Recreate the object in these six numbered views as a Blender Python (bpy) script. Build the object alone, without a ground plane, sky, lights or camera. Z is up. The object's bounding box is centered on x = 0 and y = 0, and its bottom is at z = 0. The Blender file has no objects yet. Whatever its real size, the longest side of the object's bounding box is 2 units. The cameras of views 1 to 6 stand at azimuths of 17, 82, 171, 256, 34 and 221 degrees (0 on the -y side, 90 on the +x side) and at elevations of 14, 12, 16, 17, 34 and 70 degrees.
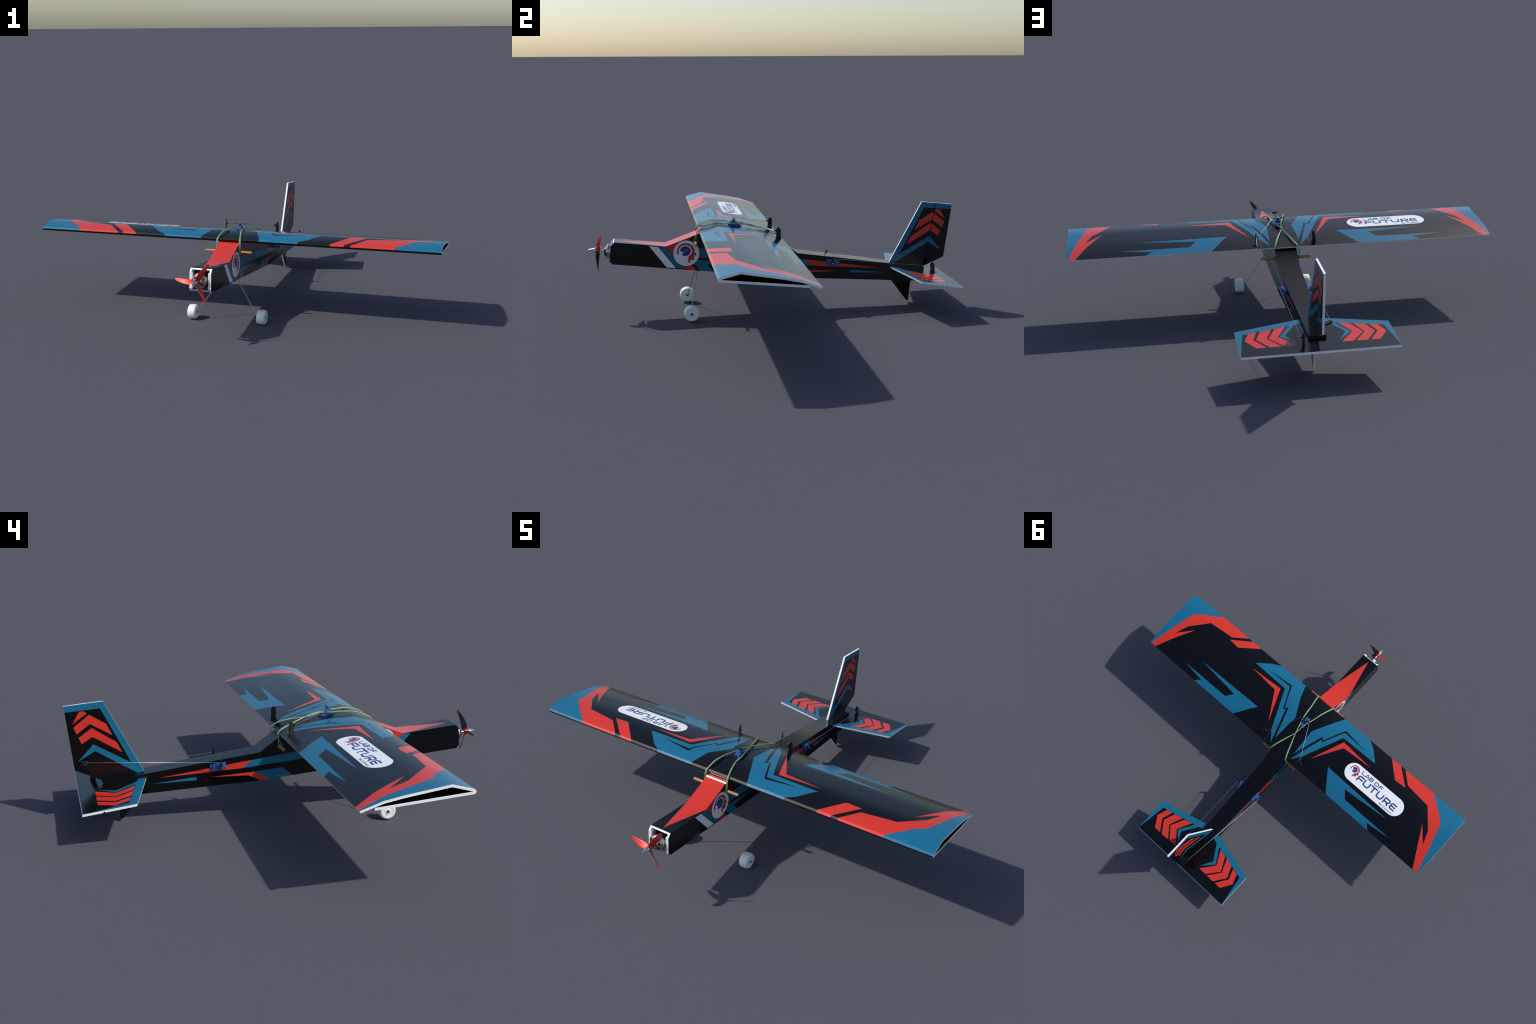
# Foam-board high-wing model airplane, built part by part.
import bpy, math, random
from mathutils import Vector, Matrix
from mathutils.geometry import delaunay_2d_cdt

random.seed(7)
V = Vector
COL = bpy.context.scene.collection

# ------------------------------------------------------------------ materials
def make_mat(name, rgb, rough=0.3, metal=0.0, spec=0.5, vary=0.06, scale=40.0, coat=0.0, bump=0.0):
    m = bpy.data.materials.new(name)
    m.use_nodes = True
    nt = m.node_tree
    b = nt.nodes["Principled BSDF"]
    tc = nt.nodes.new("ShaderNodeTexCoord")
    nz = nt.nodes.new("ShaderNodeTexNoise")
    nz.inputs["Scale"].default_value = scale
    nz.inputs["Detail"].default_value = 3.0
    nt.links.new(tc.outputs["Object"], nz.inputs["Vector"])
    ramp = nt.nodes.new("ShaderNodeValToRGB")
    lo = [max(0.0, c * (1 - vary)) for c in rgb]
    hi = [min(1.0, c * (1 + vary)) for c in rgb]
    ramp.color_ramp.elements[0].position = 0.3
    ramp.color_ramp.elements[1].position = 0.7
    ramp.color_ramp.elements[0].color = (*lo, 1)
    ramp.color_ramp.elements[1].color = (*hi, 1)
    nt.links.new(nz.outputs["Fac"], ramp.inputs["Fac"])
    nt.links.new(ramp.outputs["Color"], b.inputs["Base Color"])
    rr = nt.nodes.new("ShaderNodeMapRange")
    rr.inputs["To Min"].default_value = rough * 0.94
    rr.inputs["To Max"].default_value = min(1, rough * 1.06)
    nt.links.new(nz.outputs["Fac"], rr.inputs["Value"])
    nt.links.new(rr.outputs["Result"], b.inputs["Roughness"])
    b.inputs["Metallic"].default_value = metal
    b.inputs["Specular IOR Level"].default_value = spec
    b.inputs["Coat Weight"].default_value = coat
    if bump > 0:
        bp = nt.nodes.new("ShaderNodeBump")
        bp.inputs["Strength"].default_value = bump
        bp.inputs["Distance"].default_value = 0.002
        nt.links.new(nz.outputs["Fac"], bp.inputs["Height"])
        nt.links.new(bp.outputs["Normal"], b.inputs["Normal"])
    return m

VR = 0.18   # gloss of the printed film
BLACK = make_mat("film_black", (0.0010, 0.0011, 0.0013), VR)
RED   = make_mat("film_red",   (0.67, 0.038, 0.023), VR, vary=0.02)
BLUE  = make_mat("film_blue",  (0.0095, 0.146, 0.266), VR, vary=0.02)
WHITE = make_mat("film_white", (0.94, 0.945, 0.955), VR, vary=0.01)
NAVY  = make_mat("print_navy", (0.012, 0.045, 0.25), VR, vary=0.03)
LOGO_RED = make_mat("print_red", (0.60, 0.035, 0.025), VR, vary=0.03)
GREY  = make_mat("print_grey", (0.22, 0.23, 0.25), VR, vary=0.03)
PALE  = make_mat("print_pale", (0.17, 0.19, 0.33), VR, vary=0.03)
FOAM  = make_mat("foam_white", (0.90, 0.90, 0.90), 0.65, vary=0.03, scale=220, bump=0.15)
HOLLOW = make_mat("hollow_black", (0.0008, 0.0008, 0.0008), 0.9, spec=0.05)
SLIT_STRIPE  = make_mat("slit_stripe_grey", (0.075, 0.075, 0.08), 0.5)
TYRE  = make_mat("wheel_white", (0.90, 0.90, 0.90), 0.35, vary=0.02)
PLASTIC = make_mat("plastic_black", (0.006, 0.006, 0.007), 0.35)
SERVO = make_mat("servo_blue", (0.028, 0.115, 0.36), 0.35, vary=0.05)
STEEL = make_mat("steel_wire", (0.40, 0.41, 0.43), 0.28, metal=1.0)
CHROME = make_mat("polished_metal", (0.75, 0.76, 0.78), 0.16, metal=1.0)
COPPER = make_mat("copper_bell", (0.78, 0.47, 0.34), 0.22, metal=1.0)
BELL = make_mat("bell_steel", (0.42, 0.43, 0.45), 0.25, metal=1.0)
DARKCU = make_mat("bell_disc_dark", (0.045, 0.022, 0.014), 0.4, metal=0.6)
PROP  = make_mat("propeller_red", (0.74, 0.040, 0.024), 0.42, metal=0.45, vary=0.03)
WOOD  = make_mat("dowel_wood", (0.50, 0.20, 0.06), 0.45, vary=0.25, scale=90)
RUBBER = make_mat("rubber_green", (0.28, 0.42, 0.23), 0.45, vary=0.10, scale=120)
MATS = [BLACK, RED, BLUE, WHITE, FOAM, HOLLOW, SLIT_STRIPE, NAVY, LOGO_RED, PALE]
K, R, B, W, F, H, S, N, LR, PL = range(10)

# ------------------------------------------------------------------ helpers
def link(ob, parent):
    COL.objects.link(ob)
    ob.parent = parent
    return ob

def mesh_obj(name, verts, faces, mats, parent, mat_ids=None, smooth=False):
    me = bpy.data.meshes.new(name)
    me.from_pydata([tuple(v) for v in verts], [], faces)
    for m in (mats if isinstance(mats, list) else [mats]):
        me.materials.append(m)
    if mat_ids:
        me.polygons.foreach_set("material_index", mat_ids)
    me.polygons.foreach_set("use_smooth", [smooth] * len(me.polygons))
    me.validate(); me.update()
    return link(bpy.data.objects.new(name, me), parent)

def smooth_angle(ob, deg=35):
    me = ob.data
    me.polygons.foreach_set("use_smooth", [True] * len(me.polygons))
    me.set_sharp_from_angle(angle=math.radians(deg))

def bevel(ob, width, segs=2):
    import bmesh
    bm = bmesh.new(); bm.from_mesh(ob.data)
    bmesh.ops.bevel(bm, geom=bm.edges[:], offset=width, segments=segs, affect='EDGES', clamp_overlap=True)
    bm.to_mesh(ob.data); bm.free()
    smooth_angle(ob, 40)

def inside(p, poly):
    x, y = p; c = False; n = len(poly); j = n - 1
    for i in range(n):
        xi, yi = poly[i]; xj, yj = poly[j]
        if (yi > y) != (yj > y) and x < (xj - xi) * (y - yi) / (yj - yi) + xi:
            c = not c
        j = i
    return c

def partition(outlines, regions, lines=(), holes=()):
    """Planar partition: triangles inside the outlines, each tagged with the
    colour of the last region that holds it."""
    pts, edges = [], []
    def ring(poly, closed=True):
        s = len(pts); pts.extend(V(p) for p in poly)
        n = len(poly)
        for i in range(n if closed else n - 1):
            edges.append((s + i, s + (i + 1) % n))
    for o in outlines: ring(o)
    for h in holes: ring(h)
    for _, poly in regions: ring(poly)
    for l in lines: ring(l, False)
    vo, _, fo, *_ = delaunay_2d_cdt(pts, edges, [], 0, 1e-6)
    out, mids = [], []
    for f in fo:
        c = sum((vo[i] for i in f), V((0, 0))) / len(f)
        if not any(inside(c, o) for o in outlines): continue
        if any(inside(c, h) for h in holes): continue
        m = None
        for mid, poly in regions:
            if inside(c, poly): m = mid
        a, b, d = (vo[i] for i in f[:3])
        if (b - a).cross(d - a) < 0: f = list(reversed(f))
        out.append(list(f)); mids.append(m)
    return vo, out, mids

def slab(name, outlines, regions, top, bottom, base, parent, lines=(), edge_mat=None,
         holes=(), back_regions=True, mats=None, back_mat=None):
    """Board with a painted front, a painted back and real edges."""
    vo, fs, ms = partition(outlines, regions, lines, holes)
    n = len(vo)
    verts = [top(*v) for v in vo] + [bottom(*v) for v in vo]
    t0 = verts[fs[0][0]]; nrm = (verts[fs[0][1]] - t0).cross(verts[fs[0][2]] - t0)
    flip = nrm.dot(t0 - verts[fs[0][0] + n]) < 0
    faces, mids = [], []
    cnt = {}
    for f, m in zip(fs, ms):
        g = f if not flip else f[::-1]
        faces.append(g); mids.append(base if m is None else m)
        bm_ = (base if m is None else m) if back_regions else base
        if back_mat is not None: bm_ = back_mat
        faces.append([i + n for i in g[::-1]]); mids.append(bm_)
        for a, b in zip(g, g[1:] + g[:1]):
            cnt[(a, b)] = cnt.get((a, b), 0) + 1
    for (a, b) in list(cnt):
        if (b, a) in cnt: continue
        faces.append([b, a, a + n, b + n])
        mid = (verts[a] + verts[b]) / 2
        e = edge_mat(mid) if callable(edge_mat) else (base if edge_mat is None else edge_mat)
        mids.append(e)
    used = sorted({i for f in faces for i in f}); re = {u: i for i, u in enumerate(used)}
    return mesh_obj(name, [verts[u] for u in used], [[re[i] for i in f] for f in faces],
                    mats or MATS, parent, mids)

def revolve(name, profile, axis_o, axis_d, mat, parent, segs=40, ang=35, closed=False):
    """Lathe: profile of (distance along the axis, radius)."""
    d = V(axis_d).normalized()
    a = d.orthogonal().normalized(); b = d.cross(a)
    vs, fs = [], []
    n = len(profile)
    for i in range(segs):
        t = 2 * math.pi * i / segs
        e = a * math.cos(t) + b * math.sin(t)
        for (h, r) in profile: vs.append(V(axis_o) + d * h + e * r)
    for i in range(segs):
        j = (i + 1) % segs
        for k in range(n - 1 if not closed else n):
            l = (k + 1) % n
            fs.append([i * n + k, j * n + k, j * n + l, i * n + l])
    ob = mesh_obj(name, vs, fs, mat, parent)
    import bmesh
    bm = bmesh.new(); bm.from_mesh(ob.data)
    bmesh.ops.remove_doubles(bm, verts=bm.verts, dist=1e-6)
    bmesh.ops.recalc_face_normals(bm, faces=bm.faces)
    bm.to_mesh(ob.data); bm.free()
    smooth_angle(ob, ang)
    return ob

def tube(name, pts, r, mat, parent, segs=10, smooth_path=0, mesh_only=False):
    """Round wire along a path, closed with flat ends."""
    P = [V(p) for p in pts]
    if smooth_path:
        Q = []
        for i in range(len(P) - 1):
            p0 = P[max(i - 1, 0)]; p1 = P[i]; p2 = P[i + 1]; p3 = P[min(i + 2, len(P) - 1)]
            for k in range(smooth_path):
                t = k / smooth_path
                Q.append(0.5 * ((2 * p1) + (p2 - p0) * t + (2 * p0 - 5 * p1 + 4 * p2 - p3) * t * t
                                + (3 * p1 - p0 - 3 * p2 + p3) * t ** 3))
        Q.append(P[-1]); P = Q
    vs, fs = [], []
    up = None
    for i, p in enumerate(P):
        d = (P[min(i + 1, len(P) - 1)] - P[max(i - 1, 0)]).normalized()
        if up is None: up = d.orthogonal().normalized()
        up = (up - d * up.dot(d)).normalized()
        s = d.cross(up)
        for k in range(segs):
            t = 2 * math.pi * k / segs
            vs.append(p + (up * math.cos(t) + s * math.sin(t)) * r)
    m = len(P)
    for i in range(m - 1):
        for k in range(segs):
            l = (k + 1) % segs
            fs.append([i * segs + k, i * segs + l, (i + 1) * segs + l, (i + 1) * segs + k])
    fs.append(list(range(segs))[::-1]); fs.append([(m - 1) * segs + k for k in range(segs)])
    if mesh_only: return vs, fs
    ob = mesh_obj(name, vs, fs, mat, parent)
    smooth_angle(ob, 50)
    return ob

def box(name, c, size, mat, parent, rot=None, bev=0.0):
    x, y, z = (s / 2 for s in size)
    M = rot or Matrix.Identity(3)
    vs = [V(c) + M @ V((sx * x, sy * y, sz * z)) for sx in (-1, 1) for sy in (-1, 1) for sz in (-1, 1)]
    fs = [[0, 1, 3, 2], [4, 6, 7, 5], [0, 4, 5, 1], [2, 3, 7, 6], [0, 2, 6, 4], [1, 5, 7, 3]]
    ob = mesh_obj(name, vs, fs, mat, parent)
    if bev: bevel(ob, bev)
    return ob

def lerp_tab(x, tab):
    if x <= tab[0][0]: return tab[0][1]
    for (a, va), (b, vb) in zip(tab, tab[1:]):
        if x <= b: return va + (vb - va) * (x - a) / (b - a)
    return tab[-1][1]

def fillet_path(pts, rad, n=5, closed=False):
    """Round the corners of a polyline; pts may carry a third value: own radius."""
    out = []; m = len(pts)
    for i, p in enumerate(pts):
        r = p[2] if len(p) > 2 else rad
        p_ = V(p[:2])
        if (not closed and i in (0, m - 1)) or r <= 0:
            out.append(p_); continue
        a = V(pts[i - 1][:2]); b = V(pts[(i + 1) % m][:2])
        da = (a - p_); db = (b - p_)
        r = min(r, da.length * 0.5, db.length * 0.5)
        s = p_ + da.normalized() * r; e = p_ + db.normalized() * r
        for k in range(n + 1):
            t = k / n
            out.append(s * (1 - t) ** 2 + p_ * 2 * t * (1 - t) + e * t * t)
    return out

def stroke(path, w, closed=False):
    """Outline(s) of a polyline drawn with a pen of width w: list of quads."""
    P = [V(p) for p in path]; n = len(P); h = w / 2
    L, Rr = [], []
    for i in range(n):
        if closed: a, b = P[i - 1], P[(i + 1) % n]
        else: a, b = P[max(i - 1, 0)], P[min(i + 1, n - 1)]
        d1 = (P[i] - a); d2 = (b - P[i])
        if d1.length < 1e-9: d1 = d2
        if d2.length < 1e-9: d2 = d1
        n1 = V((-d1.y, d1.x)).normalized(); n2 = V((-d2.y, d2.x)).normalized()
        mm = (n1 + n2); mm = mm.normalized() if mm.length > 1e-6 else n1
        k = h / max(0.5, mm.dot(n1))
        L.append(P[i] + mm * k); Rr.append(P[i] - mm * k)
    quads = []
    for i in range(n if closed else n - 1):
        j = (i + 1) % n
        quads.append([tuple(L[i]), tuple(L[j]), tuple(Rr[j]), tuple(Rr[i])])
    return quads

# ------------------------------------------------------------------ root
root = bpy.data.objects.new("model_airplane", None)
COL.objects.link(root)
root["label"] = "black foam model airplane with red and blue racing livery"
root["category"] = "model airplane"
FT = 0.0093      # foam-board thickness

# ------------------------------------------------------------------ wing
TOP = [(0.0257, 0.3497), (-0.0535, 0.3786), (-0.120, 0.3926), (-0.190, 0.4044), (-0.2771, 0.4191)]
prof = []          # (t, y, z): t is y on the top, then runs on round the nose
for y, z in TOP: prof.append((y, y, z))
NOSE = [(-0.3540, 0.4002), (-0.3614, 0.3926), (-0.3609, 0.3886), (-0.3592, 0.3842), (-0.3555, 0.3821)]
NSEG = len(NOSE) - 1
T0 = -0.3540
t = T0
for i, (y, z) in enumerate(NOSE):        # printed board folded round a blunt nose
    if i: t -= math.dist(NOSE[i - 1], NOSE[i])
    prof.append((t, y, z))
TB = prof[-1][0]
prof.append((TB - 0.3325, -0.0249, 0.3485))
pn = []            # outward normals along the profile
segn = []
for (t0, y0, z0), (t1, y1, z1) in zip(prof, prof[1:]):
    d = V((y1 - y0, z1 - z0)).normalized(); segn.append(V((d.y, -d.x)))
for i in range(len(prof)):
    a = segn[max(i - 1, 0)]; b = segn[min(i, len(segn) - 1)]
    pn.append((a + b).normalized())
nose_i = len(TOP)
pn[nose_i] = segn[nose_i - 1]          # crisp start of the rounded nose
pn[-1] = segn[-1]
asc = sorted(zip([p[0] for p in prof], [p[1] for p in prof], [p[2] for p in prof], pn), key=lambda q: q[0])

def wing_pt(x, t, off=0.0):
    for a, b in zip(asc, asc[1:]):
        if t <= b[0] + 1e-9 or b is asc[-1]:
            k = (t - a[0]) / (b[0] - a[0])
            n = (a[3] * (1 - k) + b[3] * k).normalized()
            return V((x, a[1] + (b[1] - a[1]) * k + n.x * off, a[2] + (b[2] - a[2]) * k + n.y * off)), n

TLE = T0 - math.dist(NOSE[0], NOSE[1])     # where the printed colours stop on the nose
LIV = [  # livery of one half wing: (colour, [(x, t)...])
    (B, [(0.787, TLE), (0.787, -0.3538), (0.876, -0.280), (0.917, -0.245), (0.9915, 0.0257), (1.0, 0.0257), (1.0, TLE)]),
    (R, [(0.787, TLE), (0.787, -0.3538), (0.876, -0.280), (0.917, -0.245), (0.9915, 0.0257), (0.9615, 0.0257),
         (0.917, -0.052), (0.8425, -0.186), (0.919, -0.102), (0.8895, -0.177), (0.802, -0.275), (0.6525, -0.292),
         (0.586, -0.3538), (0.584, TLE)]),
    (R, [(0.650, -0.272), (0.556, -0.3538), (0.553, TLE), (0.487, TLE), (0.490, -0.3538), (0.5805, -0.2675)]),
    (B, [(0.442, -0.266), (0.376, -0.330), (0.335, -0.3538), (0.333, TLE), (0.145, TLE), (0.146, -0.3538), (0.113, -0.275),
         (0.0605, -0.179), (0.0685, -0.0215), (0.126, -0.193), (0.143, -0.1805), (0.201, -0.3045), (0.3615, -0.2845),
         (0.2045, -0.291), (0.1455, -0.170), (0.133, -0.179), (0.072, 0.0115), (0.1185, -0.0465), (0.217, -0.2625)]),
    (R, [(0.4365, -0.2335), (0.235, -0.246), (0.1585, -0.0635), (0.2565, -0.221)]),
    (B, [(0.7595, -0.0155), (0.6175, 0.0), (0.648, 0.0257), (0.3475, 0.0257), (0.278, -0.066), (0.2605, -0.0885),
         (0.684, -0.0805), (0.412, -0.0565), (0.447, -0.0175)]),
    (S, [(0.1142, -0.0470), (0.1154, -0.0470), (0.1140, 0.0257), (0.1128, 0.0257)]),  # grey stripe painted on the skin for the aileron slit, no cut
]
regs = []
for m, poly in LIV:
    regs.append((m, poly)); regs.append((m, [(-x, t) for x, t in poly]))
tend = prof[-1][0]
XW = 1.0
outl = [(-XW, tend), (XW, tend), (XW, 0.0257), (-XW, 0.0257)]
lines = [[(-XW, p[0]), (XW, p[0])] for p in prof[1:-1]]
vo, fo, mo = partition([outl], regs, lines)
wv, wn, wf, wm, wl = [], [], [], [], []    # verts, faces, mats, per-loop normals
for v in vo:
    p, n = wing_pt(v.x, v.y); wv.append(p); wn.append(V((0, n.x, n.y)))
for f, m in zip(fo, mo):
    a, b, c = (wv[i] for i in f[:3])
    if (b - a).cross(c - a).dot(wn[f[0]]) < 0: f = f[::-1]
    wf.append(f); wm.append(K if m is None else m)
    if sum(vo[i].y for i in f) / 3 < T0:      # flat facets on the nose and below
        a, b, c = (wv[i] for i in f[:3]); fn = (b - a).cross(c - a).normalized(); wl += [fn] * 3
    else: wl += [wn[i] for i in f]
INN = [(0.0208, 0.3427), (-0.0245, 0.3592), (-0.0545, 0.3695), (-0.120, 0.3833), (-0.190, 0.3950), (-0.2771, 0.4095),
       (-0.3505, 0.3912), (-0.3505, 0.3910), (-0.2, 0.3758), (-0.0240, 0.3578)]
OUT = [(p[1], p[2]) for p in prof]
def add_flat(pts, m):
    s = len(wv); wv.extend(pts); wn.extend([V((0, 0, 1))] * len(pts))
    f = list(range(s, s + len(pts)))
    n = V((0, 0, 0))
    for i in range(1, len(pts) - 1): n += (pts[i] - pts[0]).cross(pts[i + 1] - pts[0])
    wf.append(f); wm.append(m); wl.extend([n.normalized()] * len(pts))
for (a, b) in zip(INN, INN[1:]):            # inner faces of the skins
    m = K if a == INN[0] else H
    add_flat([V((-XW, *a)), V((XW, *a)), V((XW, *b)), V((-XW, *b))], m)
add_flat([V((-XW, *OUT[0])), V((XW, *OUT[0])), V((XW, *INN[0])), V((-XW, *INN[0]))], F)      # trailing edge
add_flat([V((-XW, *OUT[-1])), V((-XW, *INN[-1])), V((XW, *INN[-1])), V((XW, *OUT[-1]))], F)  # bottom board end
near = {0: 0}
ij = [0, 2, 3, 4, 5, 6, 6, 6, 7, 7, 9]
for sx in (-1, 1):
    for i in range(len(OUT) - 1):
        ia, ib = ij[i], ij[i + 1]
        pts = [V((sx * XW, *OUT[i])), V((sx * XW, *OUT[i + 1])), V((sx * XW, *INN[ib]))]
        mids_ = [INN[k] for k in range(ib - 1, ia, -1)]
        pts += [V((sx * XW, *q)) for q in mids_]
        if ia != ib: pts.append(V((sx * XW, *INN[ia])))
        if sx > 0: pts = pts[::-1]
        add_flat(pts, F)
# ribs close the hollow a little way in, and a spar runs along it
wing = mesh_obj("wing", wv, wf, MATS, root, wm, smooth=True)
if len(wing.data.loops) == len(wl):
    wing.data.normals_split_custom_set([tuple(n) for n in wl])
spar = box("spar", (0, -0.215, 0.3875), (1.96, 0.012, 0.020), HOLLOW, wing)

# ------------------------------------------------------------------ emblem + lettering
EMB_RED = [(930, 855), (915, 800), (912, 745), (925, 680), (960, 603), (1030, 543), (1130, 515), (1240, 525), (1330, 575),
           (1390, 650), (1420, 735), (1375, 743), (1385, 766), (1430, 775), (1465, 880), (1410, 872), (1395, 930), (1390, 1005),
           (1285, 1000), (1272, 1085), (1240, 1078), (1218, 1045), (1237, 905), (1290, 860), (1330, 800), (1340, 730),
           (1320, 670), (1270, 610), (1200, 575), (1130, 568), (1050, 590), (988, 648), (960, 730), (970, 800)]
def disc(cx, cy, r, n=48, r2=None):
    return [(cx + r * math.cos(2 * math.pi * i / n), cy + (r2 or r) * math.sin(2 * math.pi * i / n)) for i in range(n)]
EMB_BLUE = [(1148 + 150 * math.cos(math.radians(a)), 742 + 141 * math.sin(math.radians(a))) for a in range(-168, 132, 10)]
EMB_BLUE += [(1055, 840), (1075, 805), (1128, 765), (1060, 768), (1035, 735)]
ROCKET = [(1092, 722), (1120, 702), (1165, 700), (1185, 688), (1232, 688), (1222, 728), (1200, 752), (1190, 770),
          (1150, 802), (1148, 768), (1168, 742), (1150, 728), (1118, 730)]
ROCKET_EYE = [(1178, 712), (1208, 704), (1202, 730), (1178, 748), (1166, 756)]
STARS = [disc(1083, 660, 13, 6), disc(1250, 728, 12, 6), disc(1240, 805, 10, 6), disc(1138, 842, 12, 6)]

def emblem(parent, to3, scale, c):
    """Stylised head with a round window; to3(u, v, lift) places it."""
    q = lambda poly: [((x - c[0]) * scale, (c[1] - y) * scale) for x, y in poly]
    for nm, polys, m, h in (("emblem_profile", [EMB_RED], LR, 0.0011), ("emblem_window", [EMB_BLUE], N, 0.0011),
                            ("emblem_rocket", [ROCKET] + STARS, PL, 0.0014)):
        slab(nm, [q(p) for p in polys], [], lambda u, v, h=h: to3(u, v, h), lambda u, v: to3(u, v, 0.0), m, parent, holes=[q(ROCKET_EYE)] if nm == 'emblem_rocket' else ())

CYL = -0.158      # pill centre line
def wing3(u, v, h): return wing_pt(-u, -v, h)[0]
PRL = [[(0.30, -t), (0.76, -t)] for t in (-0.0535, -0.120, -0.190, -0.2771)]
PR, PA, PB = 0.0508, 0.386, 0.673
pill = [(PA + PR * math.cos(math.radians(a)), 0.158 + PR * math.sin(math.radians(a))) for a in range(90, 271, 6)] + \
       [(PB + PR * math.cos(math.radians(a)), 0.158 + PR * math.sin(math.radians(a))) for a in range(-90, 91, 6)]
plate = slab("logo_plate", [pill], [], lambda u, v: wing3(u, v, 0.0006), lambda u, v: wing3(u, v, -0.0008), W, wing,
             lines=[l for l in PRL if 0.107 < l[0][1] < 0.209])
emblem(plate, lambda u, v, h: wing3(0.382 + u, 0.171 + v, h), 1.085e-4, (1150, 740))

SB, SS = 0.0070, 0.0039
f_ = lambda pts, r=0.006: fillet_path(pts, r)
LETTERS = [
    (SS, [f_([(0.4240, 0.1965), (0.4240, 0.1785), (0.4435, 0.1785)])]),                                        # L
    (SS, [f_([(0.4468, 0.1768), (0.4568, 0.1955), (0.4606, 0.1955), (0.4710, 0.1768)], 0.002),
          [(0.4505, 0.1825), (0.4675, 0.1825)]]),                                                               # A
    (SS, [("c", fillet_path([(0.4765, 0.1785, 0), (0.4765, 0.1955, 0), (0.4955, 0.1955), (0.4955, 0.1785)], 0.004, closed=True)),
          [(0.4765, 0.1870), (0.4955, 0.1870)]]),                                                               # B
    (SS, [("c", fillet_path([(0.5125, 0.1785), (0.5125, 0.1950), (0.5345, 0.1950), (0.5345, 0.1785)], 0.006, closed=True))]),  # O
    (SS, [f_([(0.5440, 0.1768), (0.5440, 0.1952), (0.5640, 0.1952)]), [(0.5440, 0.1862), (0.5625, 0.1862)]]),   # F
    (SB, [f_([(0.4245, 0.1330), (0.4245, 0.1652), (0.4580, 0.1652)], 0.010), [(0.4245, 0.1502), (0.4560, 0.1502)]]),
    (SB, [f_([(0.4660, 0.1690), (0.4660, 0.1372), (0.5000, 0.1372), (0.5000, 0.1690)], 0.011)]),
    (SB, [[(0.5075, 0.1655), (0.5505, 0.1655)], [(0.5293, 0.1655), (0.5293, 0.1330)]]),
    (SB, [f_([(0.5590, 0.1690), (0.5590, 0.1372), (0.5930, 0.1372), (0.5930, 0.1690)], 0.011)]),
    (SB, [f_([(0.6085, 0.1330), (0.6085, 0.1655, 0), (0.6405, 0.1655), (0.6405, 0.1475), (0.6085, 0.1475)], 0.009),
          [(0.6240, 0.1475), (0.6405, 0.1335)]]),
    (SB, [f_([(0.6860, 0.1655), (0.6530, 0.1655), (0.6530, 0.1362), (0.6860, 0.1362)], 0.010), [(0.6530, 0.1508), (0.6835, 0.1508)]]),
]
for w_, paths in LETTERS:
    polys = []
    for p in paths:
        polys += stroke(p[1], w_, True) if isinstance(p[0], str) else stroke(p, w_)
    slab("letter", polys, [], lambda u, v: wing3(u, v, 0.0012), lambda u, v: wing3(u, v, 0.0), N, plate)

def flat_text(name, body, size, mat, parent, place):
    cu = bpy.data.curves.new(name, 'FONT'); cu.body = body; cu.size = size; cu.extrude = 0.0003; cu.offset = 0.00018
    cu.resolution_u = 3
    tmp = bpy.data.objects.new(name, cu); COL.objects.link(tmp)
    bpy.context.view_layer.update()
    me = bpy.data.meshes.new_from_object(tmp.evaluated_get(bpy.context.evaluated_depsgraph_get()))
    bpy.data.objects.remove(tmp); bpy.data.curves.remove(cu)
    w_ = max(v.co.x for v in me.vertices)
    for v in me.vertices: v.co = place(v.co.x / w_, v.co.y, v.co.z)
    me.name = name; me.materials.clear(); me.materials.append(mat)
    return link(bpy.data.objects.new(name, me), parent)
flat_text("motto_lettering", "Be Curious", 0.0150, GREY, plate,
          lambda a, b, c: wing3(0.599 + a * 0.087, 0.1145 + b, 0.0009 + c))

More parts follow.
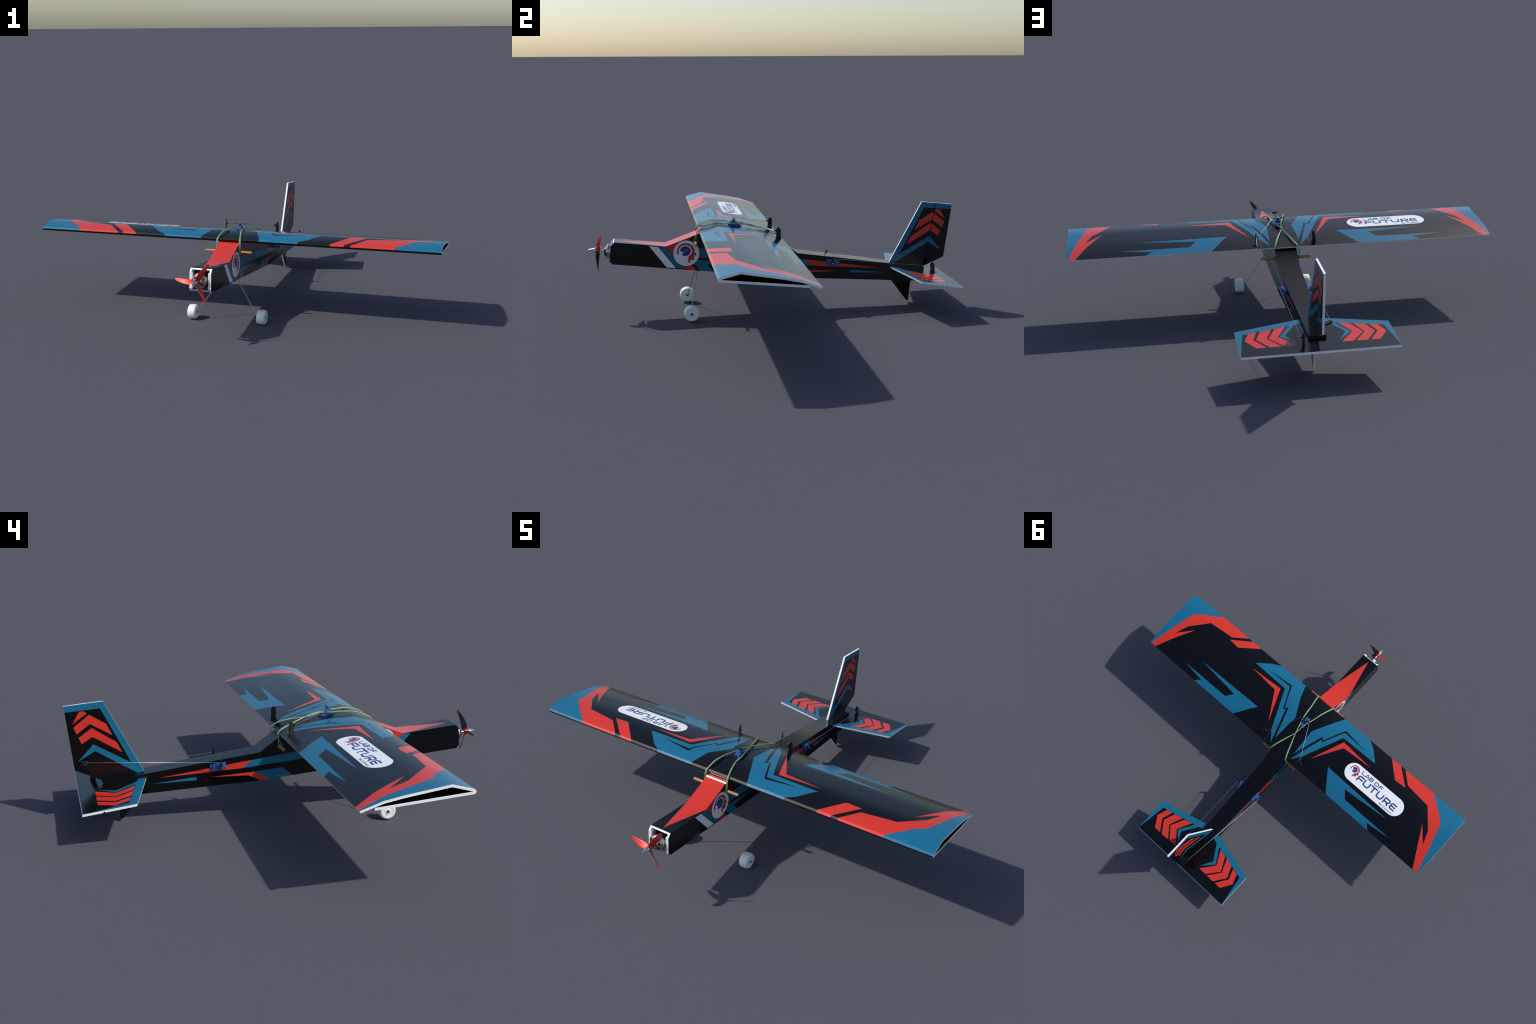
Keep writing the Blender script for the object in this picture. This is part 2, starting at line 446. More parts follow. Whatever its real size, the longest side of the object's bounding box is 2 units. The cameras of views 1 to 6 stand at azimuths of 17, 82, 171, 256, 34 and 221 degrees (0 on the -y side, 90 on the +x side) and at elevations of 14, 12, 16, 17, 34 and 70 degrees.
# ------------------------------------------------------------------ fuselage
def hw(y): return 0.0505 if y < 0.12 else 0.0505 - (y - 0.12) / 0.605 * 0.0145
UP = [(-0.749, 0.3508), (-0.514, 0.3240), (-0.3765, 0.3738), (-0.3725, 0.3772), (-0.352, 0.3818), (0.003, 0.3462), (0.1013, 0.2718), (0.7265, 0.1780)]
LOW = [(-0.7595, 0.2490), (0.0878, 0.1543), (0.5726, 0.1203), (0.7215, 0.1098)]
SIDE = UP + LOW[::-1] + [(-0.7722, 0.2630), (-0.7645, 0.3352)]
SIDE_LIV = [
    (B, [(-0.5467, 0.3252), (-0.5160, 0.3229), (-0.4340, 0.2173), (-0.4658, 0.2200)]),
    (R, [(-0.5120, 0.3245), (-0.4010, 0.3700), (-0.4010, 0.3620), (-0.4095, 0.3525), (-0.3600, 0.2838), (-0.3414, 0.2650),
         (-0.3680, 0.2662), (-0.3974, 0.2327), (-0.3730, 0.2052), (-0.4140, 0.2107), (-0.4320, 0.2173), (-0.5135, 0.3225)]),
    (B, [(-0.3640, 0.3125), (-0.3000, 0.3050), (0.1325, 0.2415), (0.1715, 0.2092), (-0.3405, 0.2656), (-0.3589, 0.2838)]),
    (B, [(-0.3692, 0.2588), (-0.1950, 0.2310), (-0.3275, 0.2320), (-0.2960, 0.1972), (-0.3556, 0.2038), (-0.3859, 0.2381)]),
    (B, [(0.0062, 0.2045), (0.1290, 0.1912), (0.0508, 0.1586), (-0.0420, 0.1688)]),
    (R, [(0.1290, 0.1912), (0.3010, 0.1776), (0.1475, 0.1776), (0.0920, 0.1538), (0.0508, 0.1584)]),
    (R, [(0.1325, 0.2419), (0.5040, 0.1840), (0.1725, 0.2087)]),
    (B, [(0.3583, 0.1808), (0.3570, 0.1670), (0.5340, 0.1605)]),
]
WHITE_STRIPE = [(W, [(-0.5907, 0.3290), (-0.5500, 0.3240), (-0.4699, 0.2212), (-0.5126, 0.2253)])]
fus = None
def front_edge(mid): return F if mid.y < -0.745 else K
for sx in (1, -1):
    ob = slab("fuselage" if fus is None else "fuselage_side", [SIDE], SIDE_LIV + (WHITE_STRIPE if sx > 0 else []),
              lambda y, z, s=sx: V((s * hw(y), y, z - 0.0005)), lambda y, z, s=sx: V((s * (hw(y) - 0.0088), y, z - 0.0005)),
              K, root if fus is None else fus, lines=[[(0.12, 0.10), (0.12, 0.30)]], edge_mat=front_edge, back_regions=False, back_mat=F)
    if fus is None: fus = ob

# top boards, folded along the upper profile
def path_pt(prof_, s):
    acc = 0
    for a, b in zip(prof_, prof_[1:]):
        d = (V(b) - V(a)); l = d.length
        if s <= acc + l + 1e-9 or b is prof_[-1]:
            k = (s - acc) / l; n = V((-d.y, d.x)).normalized()
            return V(a) + d * k, n
        acc += l
def arc_len(prof_, upto_y):
    acc = 0
    for a, b in zip(prof_, prof_[1:]):
        l = (V(b) - V(a)).length
        if upto_y <= b[0]: return acc + l * (upto_y - a[0]) / (b[0] - a[0])
        acc += l
    return acc
UPF = [(-0.749, 0.3508), (-0.514, 0.3240), (-0.3765, 0.3738), (-0.3725, 0.3772), (-0.352, 0.3818)]
def strip(name, prof_, regions, parent, sgn=1, th=0.0088, inset=0.0004):
    breaks = [arc_len(prof_, p[0]) for p in prof_]
    s1 = breaks[-1]
    ss = sorted(set(breaks + ([arc_len(prof_, 0.12)] if prof_[0][0] < 0.12 < prof_[-1][0] else [])))
    wid = lambda s: hw(path_pt(prof_, s)[0].x) - inset
    outl_ = [(wid(s), s) for s in ss] + [(-wid(s), s) for s in ss[::-1]]
    lines_ = [[(-wid(s), s), (wid(s), s)] for s in ss[1:-1]]
    def tp(u, s):
        p, n = path_pt(prof_, s); return V((u, p.x, p.y))
    def bt(u, s):
        p, n = path_pt(prof_, s); back = th * 0.9 if (s < 1e-6 and prof_[0][0] < -0.7) else 0.0
        return V((u, p.x - back, p.y - sgn * th))
    rg = [(m, [(x, arc_len(prof_, y)) for x, y in poly]) for m, poly in regions]
    ob = slab(name, [outl_], rg, tp, bt, K, parent, lines=lines_, edge_mat=front_edge, back_mat=F)
    # shading runs smoothly over the folds of the board
    seg = [V((0, -(b[1] - a[1]), b[0] - a[0])).normalized() * sgn for a, b in zip(prof_, prof_[1:])]
    bn = [(seg[max(i - 1, 0)] + seg[min(i, len(seg) - 1)]).normalized() for i in range(len(prof_))]
    for i, p_ in enumerate(prof_):
        if abs(p_[0] + 0.3765) < 1e-6: bn[i] = seg[i - 1]
    me = ob.data; ln = []
    for p in me.polygons:
        for vi in p.vertices:
            if p.normal.z * sgn > 0.3 and p.normal.y > -0.6 and not (-0.3764 < p.center.y < -0.34):
                y = me.vertices[vi].co.y; n = bn[-1]
                for i in range(len(prof_) - 1):
                    if y <= prof_[i + 1][0] + 1e-9:
                        k = max(0.0, (y - prof_[i][0]) / (prof_[i + 1][0] - prof_[i][0])); n = (bn[i] * (1 - k) + bn[i + 1] * k).normalized(); break
                ln.append(tuple(n))
            else: ln.append(tuple(p.normal))
    me.polygons.foreach_set("use_smooth", [True] * len(me.polygons))
    me.normals_split_custom_set(ln)
    return ob
top_front = strip("nose_deck", UPF, [(R, [(0.001, -0.7345), (0.0501, -0.5175), (0.0501, -0.352), (-0.0501, -0.352), (-0.0501, -0.5175)])], fus, th=0.0058)
strip("tail_deck", [(0.003, 0.3462), (0.1013, 0.2718), (0.7265, 0.1780)], [], fus)
strip("belly", LOW, [], fus, sgn=-1, th=0.0060)
box("wing_saddle", (0, -0.18, 0.3600), (0.098, 0.362, 0.006), BLACK, fus, Matrix.Rotation(-0.1007, 3, 'X'))
box("tail_end", (0, 0.7225, 0.1440), (0.070, 0.005, 0.066), BLACK, fus)

# round emblem badges on both sides
CY, CZ, CRR = -0.4207, 0.2894, 0.0600
for sx in (1, -1):
    p3 = lambda u, v, h, s=sx: V((s * (0.0505 + h), CY + s * u, CZ + v))
    badge = slab("badge", [disc(0, 0, CRR, 72)], [], lambda u, v, s=sx: p3(u, v, 0.0010, s), lambda u, v, s=sx: p3(u, v, -0.0005, s),
                 W, fus, edge_mat=K)
    rim = slab("badge_rim", [disc(0, 0, CRR + 0.0014, 72)], [], lambda u, v, s=sx: p3(u, v, 0.0005, s), lambda u, v, s=sx: p3(u, v, -0.0005, s), K, badge)
    emblem(badge, lambda u, v, h, s=sx: p3(u, v, h + 0.0006, s), CRR / 365, (1178, 805))

# nose interior: doublers, firewall, motor
SL = 0.112                       # droop of the thrust line per metre aft
AX = V((0, 1, -SL)).normalized() # aft along the thrust line
def ax(y): return V((0.0, y, 0.3110 - SL * (y + 0.8655)))
for sx in (1, -1):
    slab("nose_doubler", [[(-0.7718, 0.2632), (-0.7642, 0.3345), (-0.7480, 0.3330), (-0.7480, 0.2615)]], [],
         lambda y, z, s=sx: V((s * 0.0420, y, z)), lambda y, z, s=sx: V((s * 0.0364, y, z)), F, fus)
fw = box("firewall", ax(-0.728), (0.086, 0.006, 0.088), PLASTIC, fus, Matrix.Rotation(-0.112, 3, 'X'))
motor = revolve("motor", [(0.0, 0.0), (0.0, 0.028), (0.046, 0.028), (0.046, 0.0)], ax(-0.7750), AX, PLASTIC, root)
revolve("motor_bell", [(0.0165, 0.0285), (0.0165, 0.0335), (0.0158, 0.0345), (0.0008, 0.0345), (0.0, 0.0335), (0.0, 0.0285)], ax(-0.7825), AX, BELL, motor, 56)
cone = revolve("bell_cone", [(0.0, 0.0), (0.0, 0.0135), (0.0006, 0.0145), (0.0138, 0.0322), (0.0148, 0.0332), (0.0165, 0.0332)], ax(-0.7968), AX, COPPER, motor, 72)
aside = V((1, 0, 0)); aup = AX.cross(aside).normalized()
if aup.z < 0: aup = -aup
for i in range(6):               # dark discs added on the cone in place of cooling openings
    t = math.radians(60 * i + 20)
    e = aside * math.cos(t) + aup * math.sin(t)
    cpos = ax(-0.7968) + AX * 0.0066 + e * 0.0226
    nrm = (e * 0.60 - AX * 0.80).normalized()
    revolve("bell_dark_disc", [(0.0, 0.0), (0.0011, 0.0), (0.0011, 0.0058), (-0.001, 0.0058)], cpos, nrm, DARKCU, motor, 20)
revolve("prop_shaft", [(0.0, 0.0), (0.0, 0.0052), (0.008, 0.0052), (0.0085, 0.0078), (0.0125, 0.0082), (0.0130, 0.0050), (0.021, 0.0046), (0.022, 0.0095), (0.024, 0.0110), (0.024, 0.0)],
        ax(-0.8150), AX, CHROME, motor, 32)

# ------------------------------------------------------------------ propeller
prop = revolve("propeller", [(0.0, 0.0), (0.0, 0.0098), (0.001, 0.0108), (0.0165, 0.0108), (0.0175, 0.0098), (0.0175, 0.0)], ax(-0.8330), AX, PROP, root, 32)
revolve("spinner", [(0.0, 0.0), (0.0006, 0.0012), (0.004, 0.0030), (0.022, 0.0098), (0.0275, 0.0119), (0.0312, 0.0122), (0.0322, 0.0112), (0.0322, 0.0)], ax(-0.8658), AX, CHROME, prop, 40)
BL = [  # radius, chord, pitch (deg), sweep along the axis, sweep along the turn, thickness
    (0.006, 0.020, 52, 0.000, 0.0000, 0.0045), (0.014, 0.0235, 50, 0.000, 0.0000, 0.0042), (0.026, 0.0265, 44, 0.000, 0.0005, 0.0038),
    (0.040, 0.0260, 37, 0.0005, 0.0010, 0.0032), (0.055, 0.0228, 31, 0.002, 0.0015, 0.0027), (0.070, 0.0185, 26, 0.004, 0.0010, 0.0023),
    (0.085, 0.0145, 22, 0.007, 0.0000, 0.0019), (0.097, 0.0112, 20, 0.0095, -0.0010, 0.0016), (0.0985, 0.0100, 20, 0.0098, -0.0012, 0.0012)]
def blade_mesh():
    vs, fs = [], []; n = 14
    for r, c, th, sa, st, tk in BL:
        t = math.radians(th)
        cd = V((math.cos(t), -math.sin(t)))        # chord in (turn, axis)
        nd = V((math.sin(t), math.cos(t)))
        for k in range(n):
            a = 2 * math.pi * k / n
            u = math.cos(a) * c / 2
            w_ = math.sin(a) * tk / 2 + 0.05 * c * (1 - (2 * u / c) ** 2)
            p = cd * u + nd * w_
            vs.append(V((r, p.y + sa, p.x + st)))  # (radial, axial, turn)
    for i in range(len(BL) - 1):
        for k in range(n):
            l = (k + 1) % n
            fs.append([i * n + k, (i + 1) * n + k, (i + 1) * n + l, i * n + l])
    fs.append(list(range(n))); fs.append([(len(BL) - 1) * n + k for k in range(n)][::-1])
    return vs, fs
PROP_BACK = make_mat("propeller_back", (0.62, 0.030, 0.018), 0.30, vary=0.03)
_nt = PROP_BACK.node_tree                 # dark from the root, turning red towards the tip (object x is the radius)
_b = _nt.nodes["Principled BSDF"]; _src = _b.inputs["Base Color"].links[0].from_socket
_sep = _nt.nodes.new("ShaderNodeSeparateXYZ"); _nt.links.new(_nt.nodes["Texture Coordinate"].outputs["Object"], _sep.inputs[0])
_mr = _nt.nodes.new("ShaderNodeMapRange"); _mr.inputs["From Min"].default_value = 0.076; _mr.inputs["From Max"].default_value = 0.098
_nt.links.new(_sep.outputs["X"], _mr.inputs["Value"])
_mx = _nt.nodes.new("ShaderNodeMix"); _mx.data_type = 'RGBA'
_mx.inputs["A"].default_value = (0.008, 0.005, 0.006, 1); _nt.links.new(_mr.outputs["Result"], _mx.inputs["Factor"])
_mx.inputs[6].default_value = (0.008, 0.005, 0.006, 1); _nt.links.new(_src, _mx.inputs[7])
_nt.links.new(_mx.outputs[2], _b.inputs["Base Color"])
bvs, bfs = blade_mesh()
bme = None
PC = ax(-0.8235)
for i, ph in enumerate((56.5, 176.5, 296.5)):
    t = math.radians(ph)
    er = aside * math.cos(t) + aup * math.sin(t); et = -aside * math.sin(t) + aup * math.cos(t)
    M = Matrix((( er.x, AX.x, et.x, PC.x), (er.y, AX.y, et.y, PC.y), (er.z, AX.z, et.z, PC.z), (0, 0, 0, 1)))
    if bme is None:
        ob = mesh_obj("propeller_blade", bvs, bfs, [PROP, PROP_BACK], prop); smooth_angle(ob, 60); bme = ob.data
        nb = 14          # rear face of the blade is coloured dark, with red margins and tip
        for p in bme.polygons:
            k = p.index % nb
            if p.index < nb * (len(BL) - 1) and 0 <= k < nb // 2: p.material_index = 1
        import bmesh
        bm = bmesh.new(); bm.from_mesh(bme); bmesh.ops.recalc_face_normals(bm, faces=bm.faces); bm.to_mesh(bme); bm.free()
    else:
        ob = bpy.data.objects.new("propeller_blade", bme); link(ob, prop)
    ob.matrix_local = M

# ------------------------------------------------------------------ fin, rudder, stabilizer, tail skid
FIN_OUT = [(0.7152, 0.4929), (0.8655, 0.4768), (0.8315, 0.2203), (0.7285, 0.1750), (0.7265, 0.1690), (0.5700, 0.1950), (0.5597, 0.2005)]
HG = [(0.7838, 0.4850), (0.7302, 0.1760)]       # rudder hinge
def hinge_y(z): return HG[1][0] + (HG[0][0] - HG[1][0]) * (z - HG[1][1]) / (HG[0][1] - HG[1][1])
FIN_LIV = [
    (B, [(0.7152, 0.4929), (0.8655, 0.4768), (0.8622, 0.4524), (0.7273, 0.4652), (0.6107, 0.2415), (0.7570, 0.3232), (0.8195, 0.2530),
         (0.7508, 0.2955), (0.5852, 0.1970), (0.5690, 0.1950), (0.5597, 0.2005)]),
    (R, [(0.7778, 0.4478), (0.7912, 0.4560), (0.8082, 0.4535), (0.8342, 0.4050)]),
    (R, [(0.7698, 0.4412), (0.8311, 0.3925), (0.8191, 0.3645), (0.7678, 0.4042), (0.6821, 0.3562), (0.7058, 0.4035)]),
    (R, [(0.7610, 0.3884), (0.8124, 0.3510), (0.8011, 0.3253), (0.7597, 0.3528), (0.6459, 0.2864), (0.6660, 0.3272)]),
]
XT = 0.0046
G = 0.0013
fin_o = [(0.7152, 0.4929), (HG[0][0], 0.4857), (hinge_y(0.170), 0.170), (0.5700, 0.1950), (0.5597, 0.2005)]
rud_o = [(HG[0][0], 0.4857), (0.8655, 0.4768), (0.8315, 0.2203), (0.7285, 0.1750), (hinge_y(0.1755), 0.1755)]
def fin_map(x, d):
    """The hinge is a V groove, open on the right side only."""
    return lambda y, z: V((x, y + (d if abs(y - hinge_y(z)) < 2e-4 or z > 0.4850 and abs(y - HG[0][0]) < 2e-4 else 0.0), z))
fin = slab("fin", [fin_o], FIN_LIV, fin_map(XT, -G), fin_map(-XT, -0.00004), K, root, edge_mat=lambda m: K if abs(m.y - hinge_y(m.z)) < 0.004 else F)
rudder = slab("rudder", [rud_o], FIN_LIV, fin_map(XT, G), fin_map(-XT, 0.00004), K, root, edge_mat=lambda m: K if abs(m.y - hinge_y(m.z)) < 0.004 else F)
slab("hinge_gap_filler", [[(HG[0][0] - 0.003, 0.4835), (HG[0][0] + 0.003, 0.4832), (hinge_y(0.18) + 0.003, 0.18), (hinge_y(0.18) - 0.003, 0.18)]], [],  # added black filler, keeps the hinge gap dark instead of see-through
     lambda y, z: V((0.0036, y, z)), lambda y, z: V((-0.0036, y, z)), H, fin)

def stz(y): return 0.1783 - 0.148 * (y - 0.6248)
HALF = [(0.0, 0.5470), (0.320, 0.6255), (0.320, 0.8232), (0.0, 0.8232)]
ST_OUT = [(0.0, 0.5474), (0.3203, 0.6253), (0.3199, 0.8230), (-0.3199, 0.8230), (-0.3203, 0.6253)]
half_liv = [
    (B, [(0.02, 0.5523), (0.3203, 0.6253), (0.3199, 0.8230), (0.2922, 0.6516), (0.0945, 0.6050), (0.1459, 0.6876), (0.0840, 0.7490),
         (0.1244, 0.6834), (0.0693, 0.5992), (0.02, 0.5850)]),
    (R, [(0.2893, 0.7030), (0.2683, 0.6477), (0.2340, 0.6402), (0.2552, 0.6975), (0.2112, 0.7623), (0.2498, 0.7636)]),
    (R, [(0.2432, 0.6982), (0.2175, 0.6358), (0.1695, 0.6234), (0.2013, 0.6965), (0.1498, 0.7620), (0.1967, 0.7636)]),
    (R, [(0.1934, 0.6958), (0.1557, 0.6224), (0.1103, 0.6097), (0.1523, 0.6880), (0.0918, 0.7614), (0.1388, 0.7620)]),
]
st_liv = half_liv + [(m, [(-x, y) for x, y in p]) for m, p in half_liv]
GR = [(0.0, 0.0), (0.7385, 0.0), (0.7438, 0.0050), (0.7490, 0.0), (1.0, 0.0)]   # hinge groove on the underside
stab = slab("stabilizer", [ST_OUT], st_liv, lambda x, y: V((x, y, stz(y))), lambda x, y: V((x, y + 0.0013, stz(y) - 0.0092 + lerp_tab(y, GR))),
            K, root, lines=[[(-0.33, q), (0.33, q)] for q in (0.7385, 0.7438, 0.7490)], edge_mat=F)
slab("tail_skid", [[(0.5640, 0.1215), (0.6495, 0.0095), (0.6520, 0.0075), (0.6602, 0.0075), (0.6712, 0.1140)]], [],
     lambda y, z: V((XT, y, z)), lambda y, z: V((-XT, y, z)), K, root, edge_mat=F)

# ------------------------------------------------------------------ landing gear
gear = tube("landing_gear", [(0.155, -0.4095, 0.0357), (0.1485, -0.4095, 0.0375), (0.1455, -0.4085, 0.0415), (0.0462, -0.3715, 0.1985), (0.0440, -0.3705, 0.2010),
                             (-0.0440, -0.3705, 0.2010), (-0.0462, -0.3715, 0.1985), (-0.1455, -0.4085, 0.0415), (-0.1485, -0.4095, 0.0375), (-0.155, -0.4095, 0.0357)], 0.0019, STEEL, root)
wm_ = None
WPROF = [(-0.0200, 0.0062), (-0.0190, 0.0075), (-0.0192, 0.020), (-0.0205, 0.0240), (-0.0207, 0.0275), (-0.0195, 0.0310), (-0.0165, 0.0336), (-0.0120, 0.0349), (-0.0060, 0.0355),
         (0.0060, 0.0355), (0.0120, 0.0349), (0.0165, 0.0336), (0.0195, 0.0310), (0.0207, 0.0275), (0.0205, 0.0240), (0.0192, 0.020), (0.0190, 0.0075), (0.0200, 0.0062)]
for sx in (1, -1):
    c = (sx * 0.174, -0.4095, 0.0355)
    if wm_ is None:
        wh = revolve("wheel", WPROF, (0, 0, 0), (1, 0, 0), TYRE, root, 56, 50, closed=True); wm_ = wh.data
    else:
        wh = bpy.data.objects.new("wheel", wm_); link(wh, root)
    wh.location = c
    hb = revolve("hub", [(-0.0208, 0.0022), (-0.0208, 0.0055), (-0.0195, 0.0062), (0.0195, 0.0062), (0.0208, 0.0055), (0.0208, 0.0022)], (0, 0, 0), (1, 0, 0), PLASTIC, wh, 24, closed=True)
    tube("axle", [(-sx * 0.024, 0, 0), (sx * 0.0346, 0, 0)], 0.0019, STEEL, wh)

# ------------------------------------------------------------------ dowels and rubber bands
for (y, z) in ((-0.3780, 0.3400), (0.0195, 0.2967)):
    d = revolve("dowel", [(0, 0), (0, 0.0056), (0.001, 0.0066), (0.2340, 0.0066), (0.2350, 0.0056), (0.2350, 0)], (-0.1175, y, z), (1, 0, 0), WOOD, root, 20)
def band(sx, seed):
    rnd = random.Random(seed)
    vs, fs = [], []
    if sx > 0:
        base = [(0.0545, -0.3668, 0.3925), (0.0515, -0.3520, 0.4035), (0.0425, -0.3100, 0.4185), (0.0350, -0.2758, 0.4222), (0.0310, -0.2470, 0.4212), (0.0262, -0.2100, 0.4180),
                (0.0105, -0.1552, 0.4115), (-0.0016, -0.1136, 0.4045), (-0.0235, -0.0500, 0.3850), (-0.0430, 0.0030, 0.3670), (-0.0540, 0.0265, 0.3530)]
    else:
        base = [(0.0585, -0.3668, 0.3925), (0.0550, -0.3480, 0.4070), (0.0470, -0.3118, 0.4212), (0.0380, -0.2764, 0.4245), (0.0300, -0.2410, 0.4230), (0.0200, -0.2059, 0.4190),
                (0.0085, -0.1600, 0.4155), (0.0016, -0.1136, 0.4005), (-0.0255, -0.0430, 0.3850), (-0.0430, 0.0030, 0.3690), (-0.0520, 0.0265, 0.3530)]
    for k in range(3):
        o = (k - 1) * 0.0026
        fr = -0.0082 if k != 1 else 0.0078            # strands run before and behind the dowel
        j = [rnd.uniform(-0.0008, 0.0008) for _ in base]
        pts = [(0.0575 + o, -0.3780, 0.3318), (0.0575 + o, -0.3780 + fr * 0.8, 0.3345), (0.0570 + o, -0.3780 + fr, 0.3410), (0.0560 + o, -0.3735 + fr * 0.3, 0.3680)]
        for (x, y, z), jj in zip(base, j):
            m = max(0.25, min(1.0, abs(y + 0.15) / 0.12))
            pts.append((x + o * m + jj, y, z + jj + (0.0016 if k == 1 else 0)))
        rr = 0.0082 if k != 1 else -0.0078
        pts += [(-0.0585 + o, 0.0290, 0.3420), (-0.0615 + o, 0.0250 + rr * 0.2, 0.3200), (-0.0630 + o, 0.0195 + rr, 0.2970), (-0.0635 + o, 0.0195 + rr * 0.7, 0.2905), (-0.0635 + o, 0.0195, 0.2885)]
        pts = [(sx * x, y, z) for x, y, z in pts]
        a, b = tube("", pts, 0.0015, None, None, 8, 5, mesh_only=True)
        s = len(vs); vs += a; fs += [[i + s for i in f] for f in b]
    ob = mesh_obj("rubber_band", vs, fs, RUBBER, root); smooth_angle(ob, 50)
band(1, 3); band(-1, 5)

# ------------------------------------------------------------------ servos, horns, pushrods
def servo(M, double):
    """Small hobby servo; local x across, y along the case, z out of the surface."""
    R3 = M.to_3x3()
    def P(v): return M @ V(v)
    body = box("servo", P((0, 0.0, 0.0025)), (0.0250, 0.0460, 0.0215), SERVO, root, R3, 0.0008)
    def flange(s):
        o = [(-0.0125, 0), (0.0125, 0), (0.0125, s * 0.0100), (0.0022, s * 0.0100), (0.0012, s * 0.0060), (-0.0012, s * 0.0060), (-0.0022, s * 0.0100), (-0.0125, s * 0.0100)]
        return slab("servo_flange", [[(x, y + s * 0.0222) for x, y in o]], [], lambda x, y: P((x, y, 0.0062)), lambda x, y: P((x, y, 0.0018)), 0, body, mats=[SERVO])
    flange(1); flange(-1)
    box("gear_case", P((0, -0.0085, 0.0165)), (0.0236, 0.0275, 0.0120), SERVO, body, R3, 0.0030)
    axis = (R3 @ V((0, 0, 1)))
    pv = (0, -0.0075, 0)
    revolve("output_shaft", [(0.0, 0.0), (0.0, 0.0062), (0.0070, 0.0062), (0.0075, 0.0050), (0.0095, 0.0048), (0.0095, 0.0)], P((0, pv[1], 0.0225)), axis, PLASTIC, body, 20)
    ends = ((1, 0), (-1, 0)) if double else ((1, 0),)
    hl = 0.0285 if double else 0.0345
    def capsule(r0, r1, L, both):
        pts = []
        n = 8
        for i in range(n + 1):
            a = -math.pi / 2 + math.pi * i / n; pts.append((L + r1 * math.cos(a), r1 * math.sin(a)))
        pts.append((0.0, r0))
        if both:
            for i in range(n + 1):
                a = math.pi / 2 + math.pi * i / n; pts.append((-L + r1 * math.cos(a), r1 * math.sin(a)))
        else:
            for i in range(n + 1):
                a = math.pi / 2 + math.pi * i / n; pts.append((r0 * math.cos(a), r0 * math.sin(a)))
        pts.append((0.0, -r0))
        return pts
    cap = capsule(0.0058, 0.0030, hl - 0.003, double)
    slab("servo_arm", [cap], [], lambda x, y: P((x, y + pv[1], 0.0330)), lambda x, y: P((x, y + pv[1], 0.0303)), 0, body, mats=[PLASTIC])
    revolve("screw", [(0, 0), (0, 0.0026), (0.0014, 0.0026), (0.0018, 0.0018), (0.0018, 0)], P((0, pv[1], 0.0330)), axis, CHROME, body, 12)
    return body

wp, wn_ = wing_pt(0, -0.190)
th = math.atan(-0.165)
Mw = Matrix.Translation(V((0, -0.190, 0.4040))) @ Matrix.Rotation(th, 4, 'X')
servo(Mw, True)
for sx in (1, -1):
    # fuselage servo: local z outwards, local y along the tail boom, local x up
    a = -0.164
    yl = V((0, 1, a)).normalized(); zl = V((sx, 0.024, 0)).normalized()
    xl = yl.cross(zl)
    if xl.z < 0: xl = -xl
    zl = xl.cross(yl) if xl.cross(yl).x * sx > 0 else -xl.cross(yl)
    c = V((sx * 0.0462, 0.2705, 0.2210))
    Mx = Matrix(((xl.x, yl.x, zl.x, c.x), (xl.y, yl.y, zl.y, c.y), (xl.z, yl.z, zl.z, c.z), (0, 0, 0, 1)))
    servo(Mx, False)

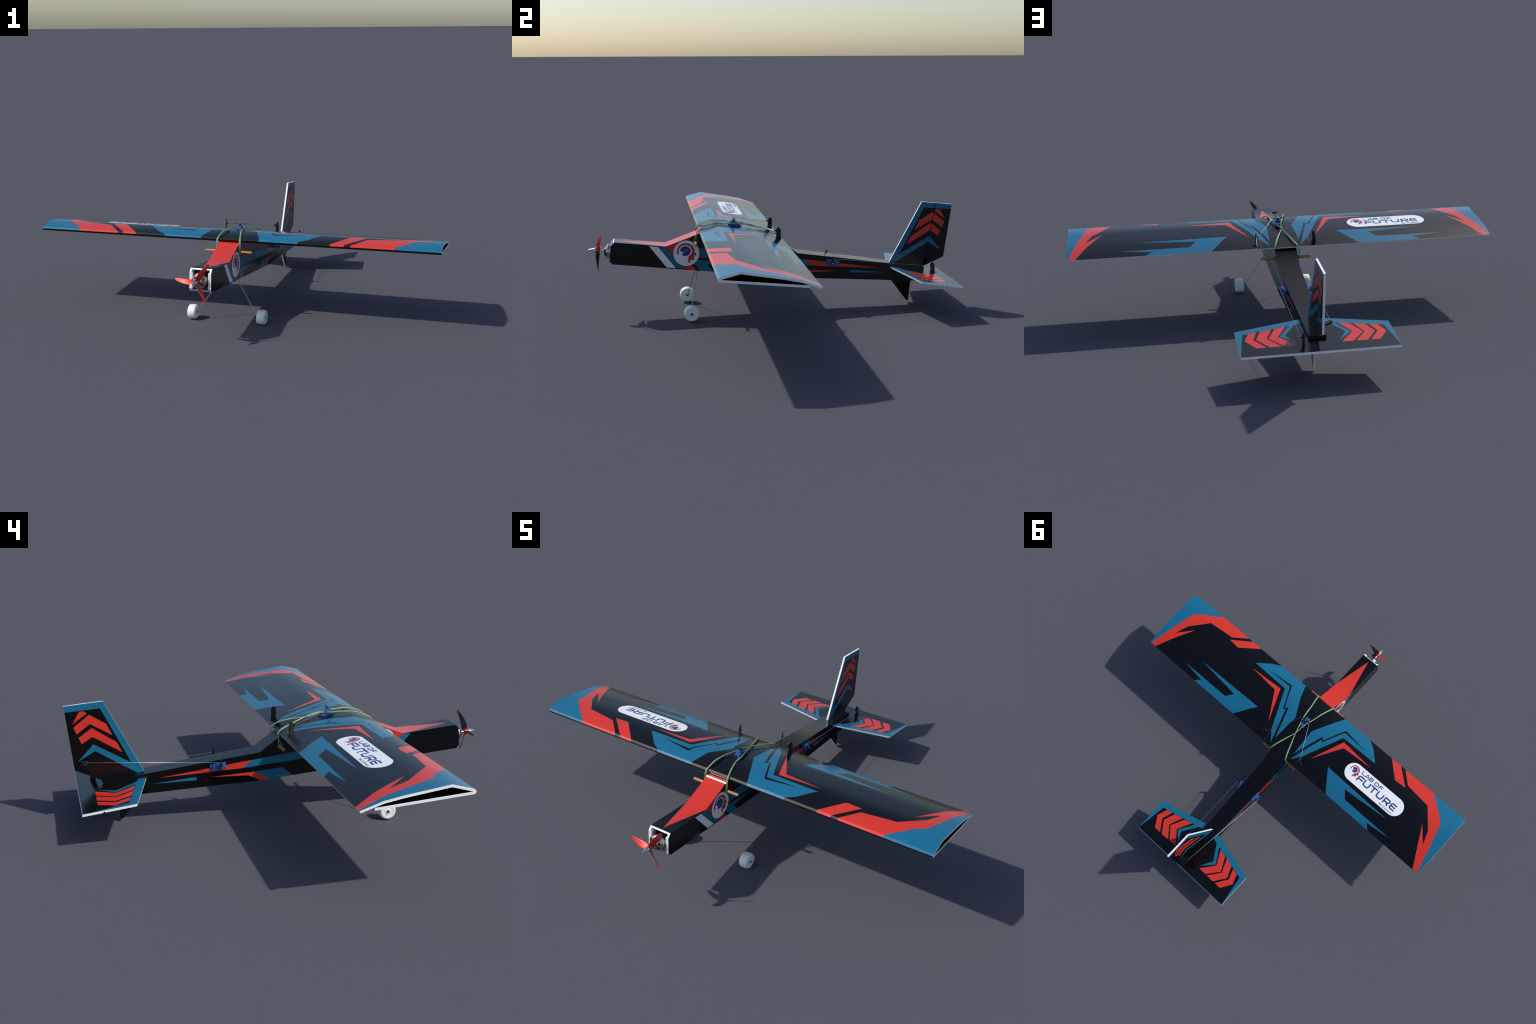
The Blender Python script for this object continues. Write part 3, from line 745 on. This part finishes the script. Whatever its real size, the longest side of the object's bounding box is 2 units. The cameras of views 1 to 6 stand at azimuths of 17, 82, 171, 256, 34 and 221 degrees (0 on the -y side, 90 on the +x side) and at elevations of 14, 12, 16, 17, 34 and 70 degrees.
def horn(name, base, out, along, side_, h, w0, w1, tk, parent, rod):
    """Control horn: blade on a foot plate with a clevis stub."""
    out = V(out).normalized(); along = V(along).normalized(); side_ = V(side_).normalized()
    o = [(-w0, 0), (w0, 0), (w0, h * 0.28), (w1, h * 0.86), (w1 * 0.35, h), (-w1 * 0.15, h), (-w1 * 1.05, h * 0.76), (-w0 * 0.85, h * 0.30)]
    pt = lambda a, b, s: V(base) + along * a + out * b + side_ * s
    ob = slab(name, [o], [], lambda a, b: pt(a, b, tk / 2), lambda a, b: pt(a, b, -tk / 2), 0, parent, mats=[PLASTIC])
    slab("horn_foot", [[(-w0 * 1.05, -0.009), (w0 * 1.05, -0.009), (w0 * 1.05, 0.009), (-w0 * 1.05, 0.009)]], [],
         lambda a, s: pt(a, 0.0025, s), lambda a, s: pt(a, -0.0005, s), 0, ob, mats=[PLASTIC])
    if rod is not None:
        d = V(rod)
        m = V(base) + along * ((d - V(base)).dot(along)) + out * ((d - V(base)).dot(out))
        tube("clevis", [m + (m - d).normalized() * 0.001, d + (d - m).normalized() * 0.002], 0.0030, PLASTIC, ob)
    return ob

for sx in (1, -1):
    b = wing_pt(sx * 0.1385, -0.0035)
    hp = V((sx * 0.1250, -0.0110, 0.3945))
    hob = horn("control_horn", b[0], (-sx * 0.06, 0.02, 1), (sx * 0.34, 0.94, -0.28), (0.94, -sx * 0.34, 0), 0.055, 0.0115, 0.0108, 0.0055, wing, hp)
    for s2 in (1,):        # foot screws left long
        q = b[0] + V((0, 0.005 * s2, 0.002))
        tube("foot_pin", [q + V((-0.020, 0, 0.0)), q + V((0.020, 0, 0.0))], 0.0008, PLASTIC, hob)
    s_end = V((sx * 0.0252, -0.1945, 0.4375))
    tube("pushrod", [s_end + V((0, 0, 0.002)), s_end, hp, hp + V((sx * 0.006, 0, 0))], 0.0008, STEEL, root)

eh = V((0.0640, 0.7600, stz(0.76)))
er_ = V((0.0740, 0.7640, 0.1885))
horn("control_horn", eh, (-0.03, -0.05, 1), (0, 1, -0.148), (1, 0, 0), 0.0470, 0.0110, 0.0105, 0.0065, stab, er_)
tube("pushrod", [(0.0770, 0.2665, 0.2440), (0.0792, 0.2670, 0.2438), er_], 0.0008, STEEL, root)
rh = V((-XT, 0.7920, 0.2470))
rr_ = V((-0.0370, 0.7880, 0.2590))
horn("control_horn", rh, (-1, 0, 0.22), (0, 1, -0.10), (0.22, 0.1, 1), 0.0430, 0.0120, 0.0105, 0.0065, rudder, rr_)
tube("pushrod", [(-0.0770, 0.2665, 0.2448), (-0.0792, 0.2670, 0.2448), rr_], 0.0008, STEEL, root)
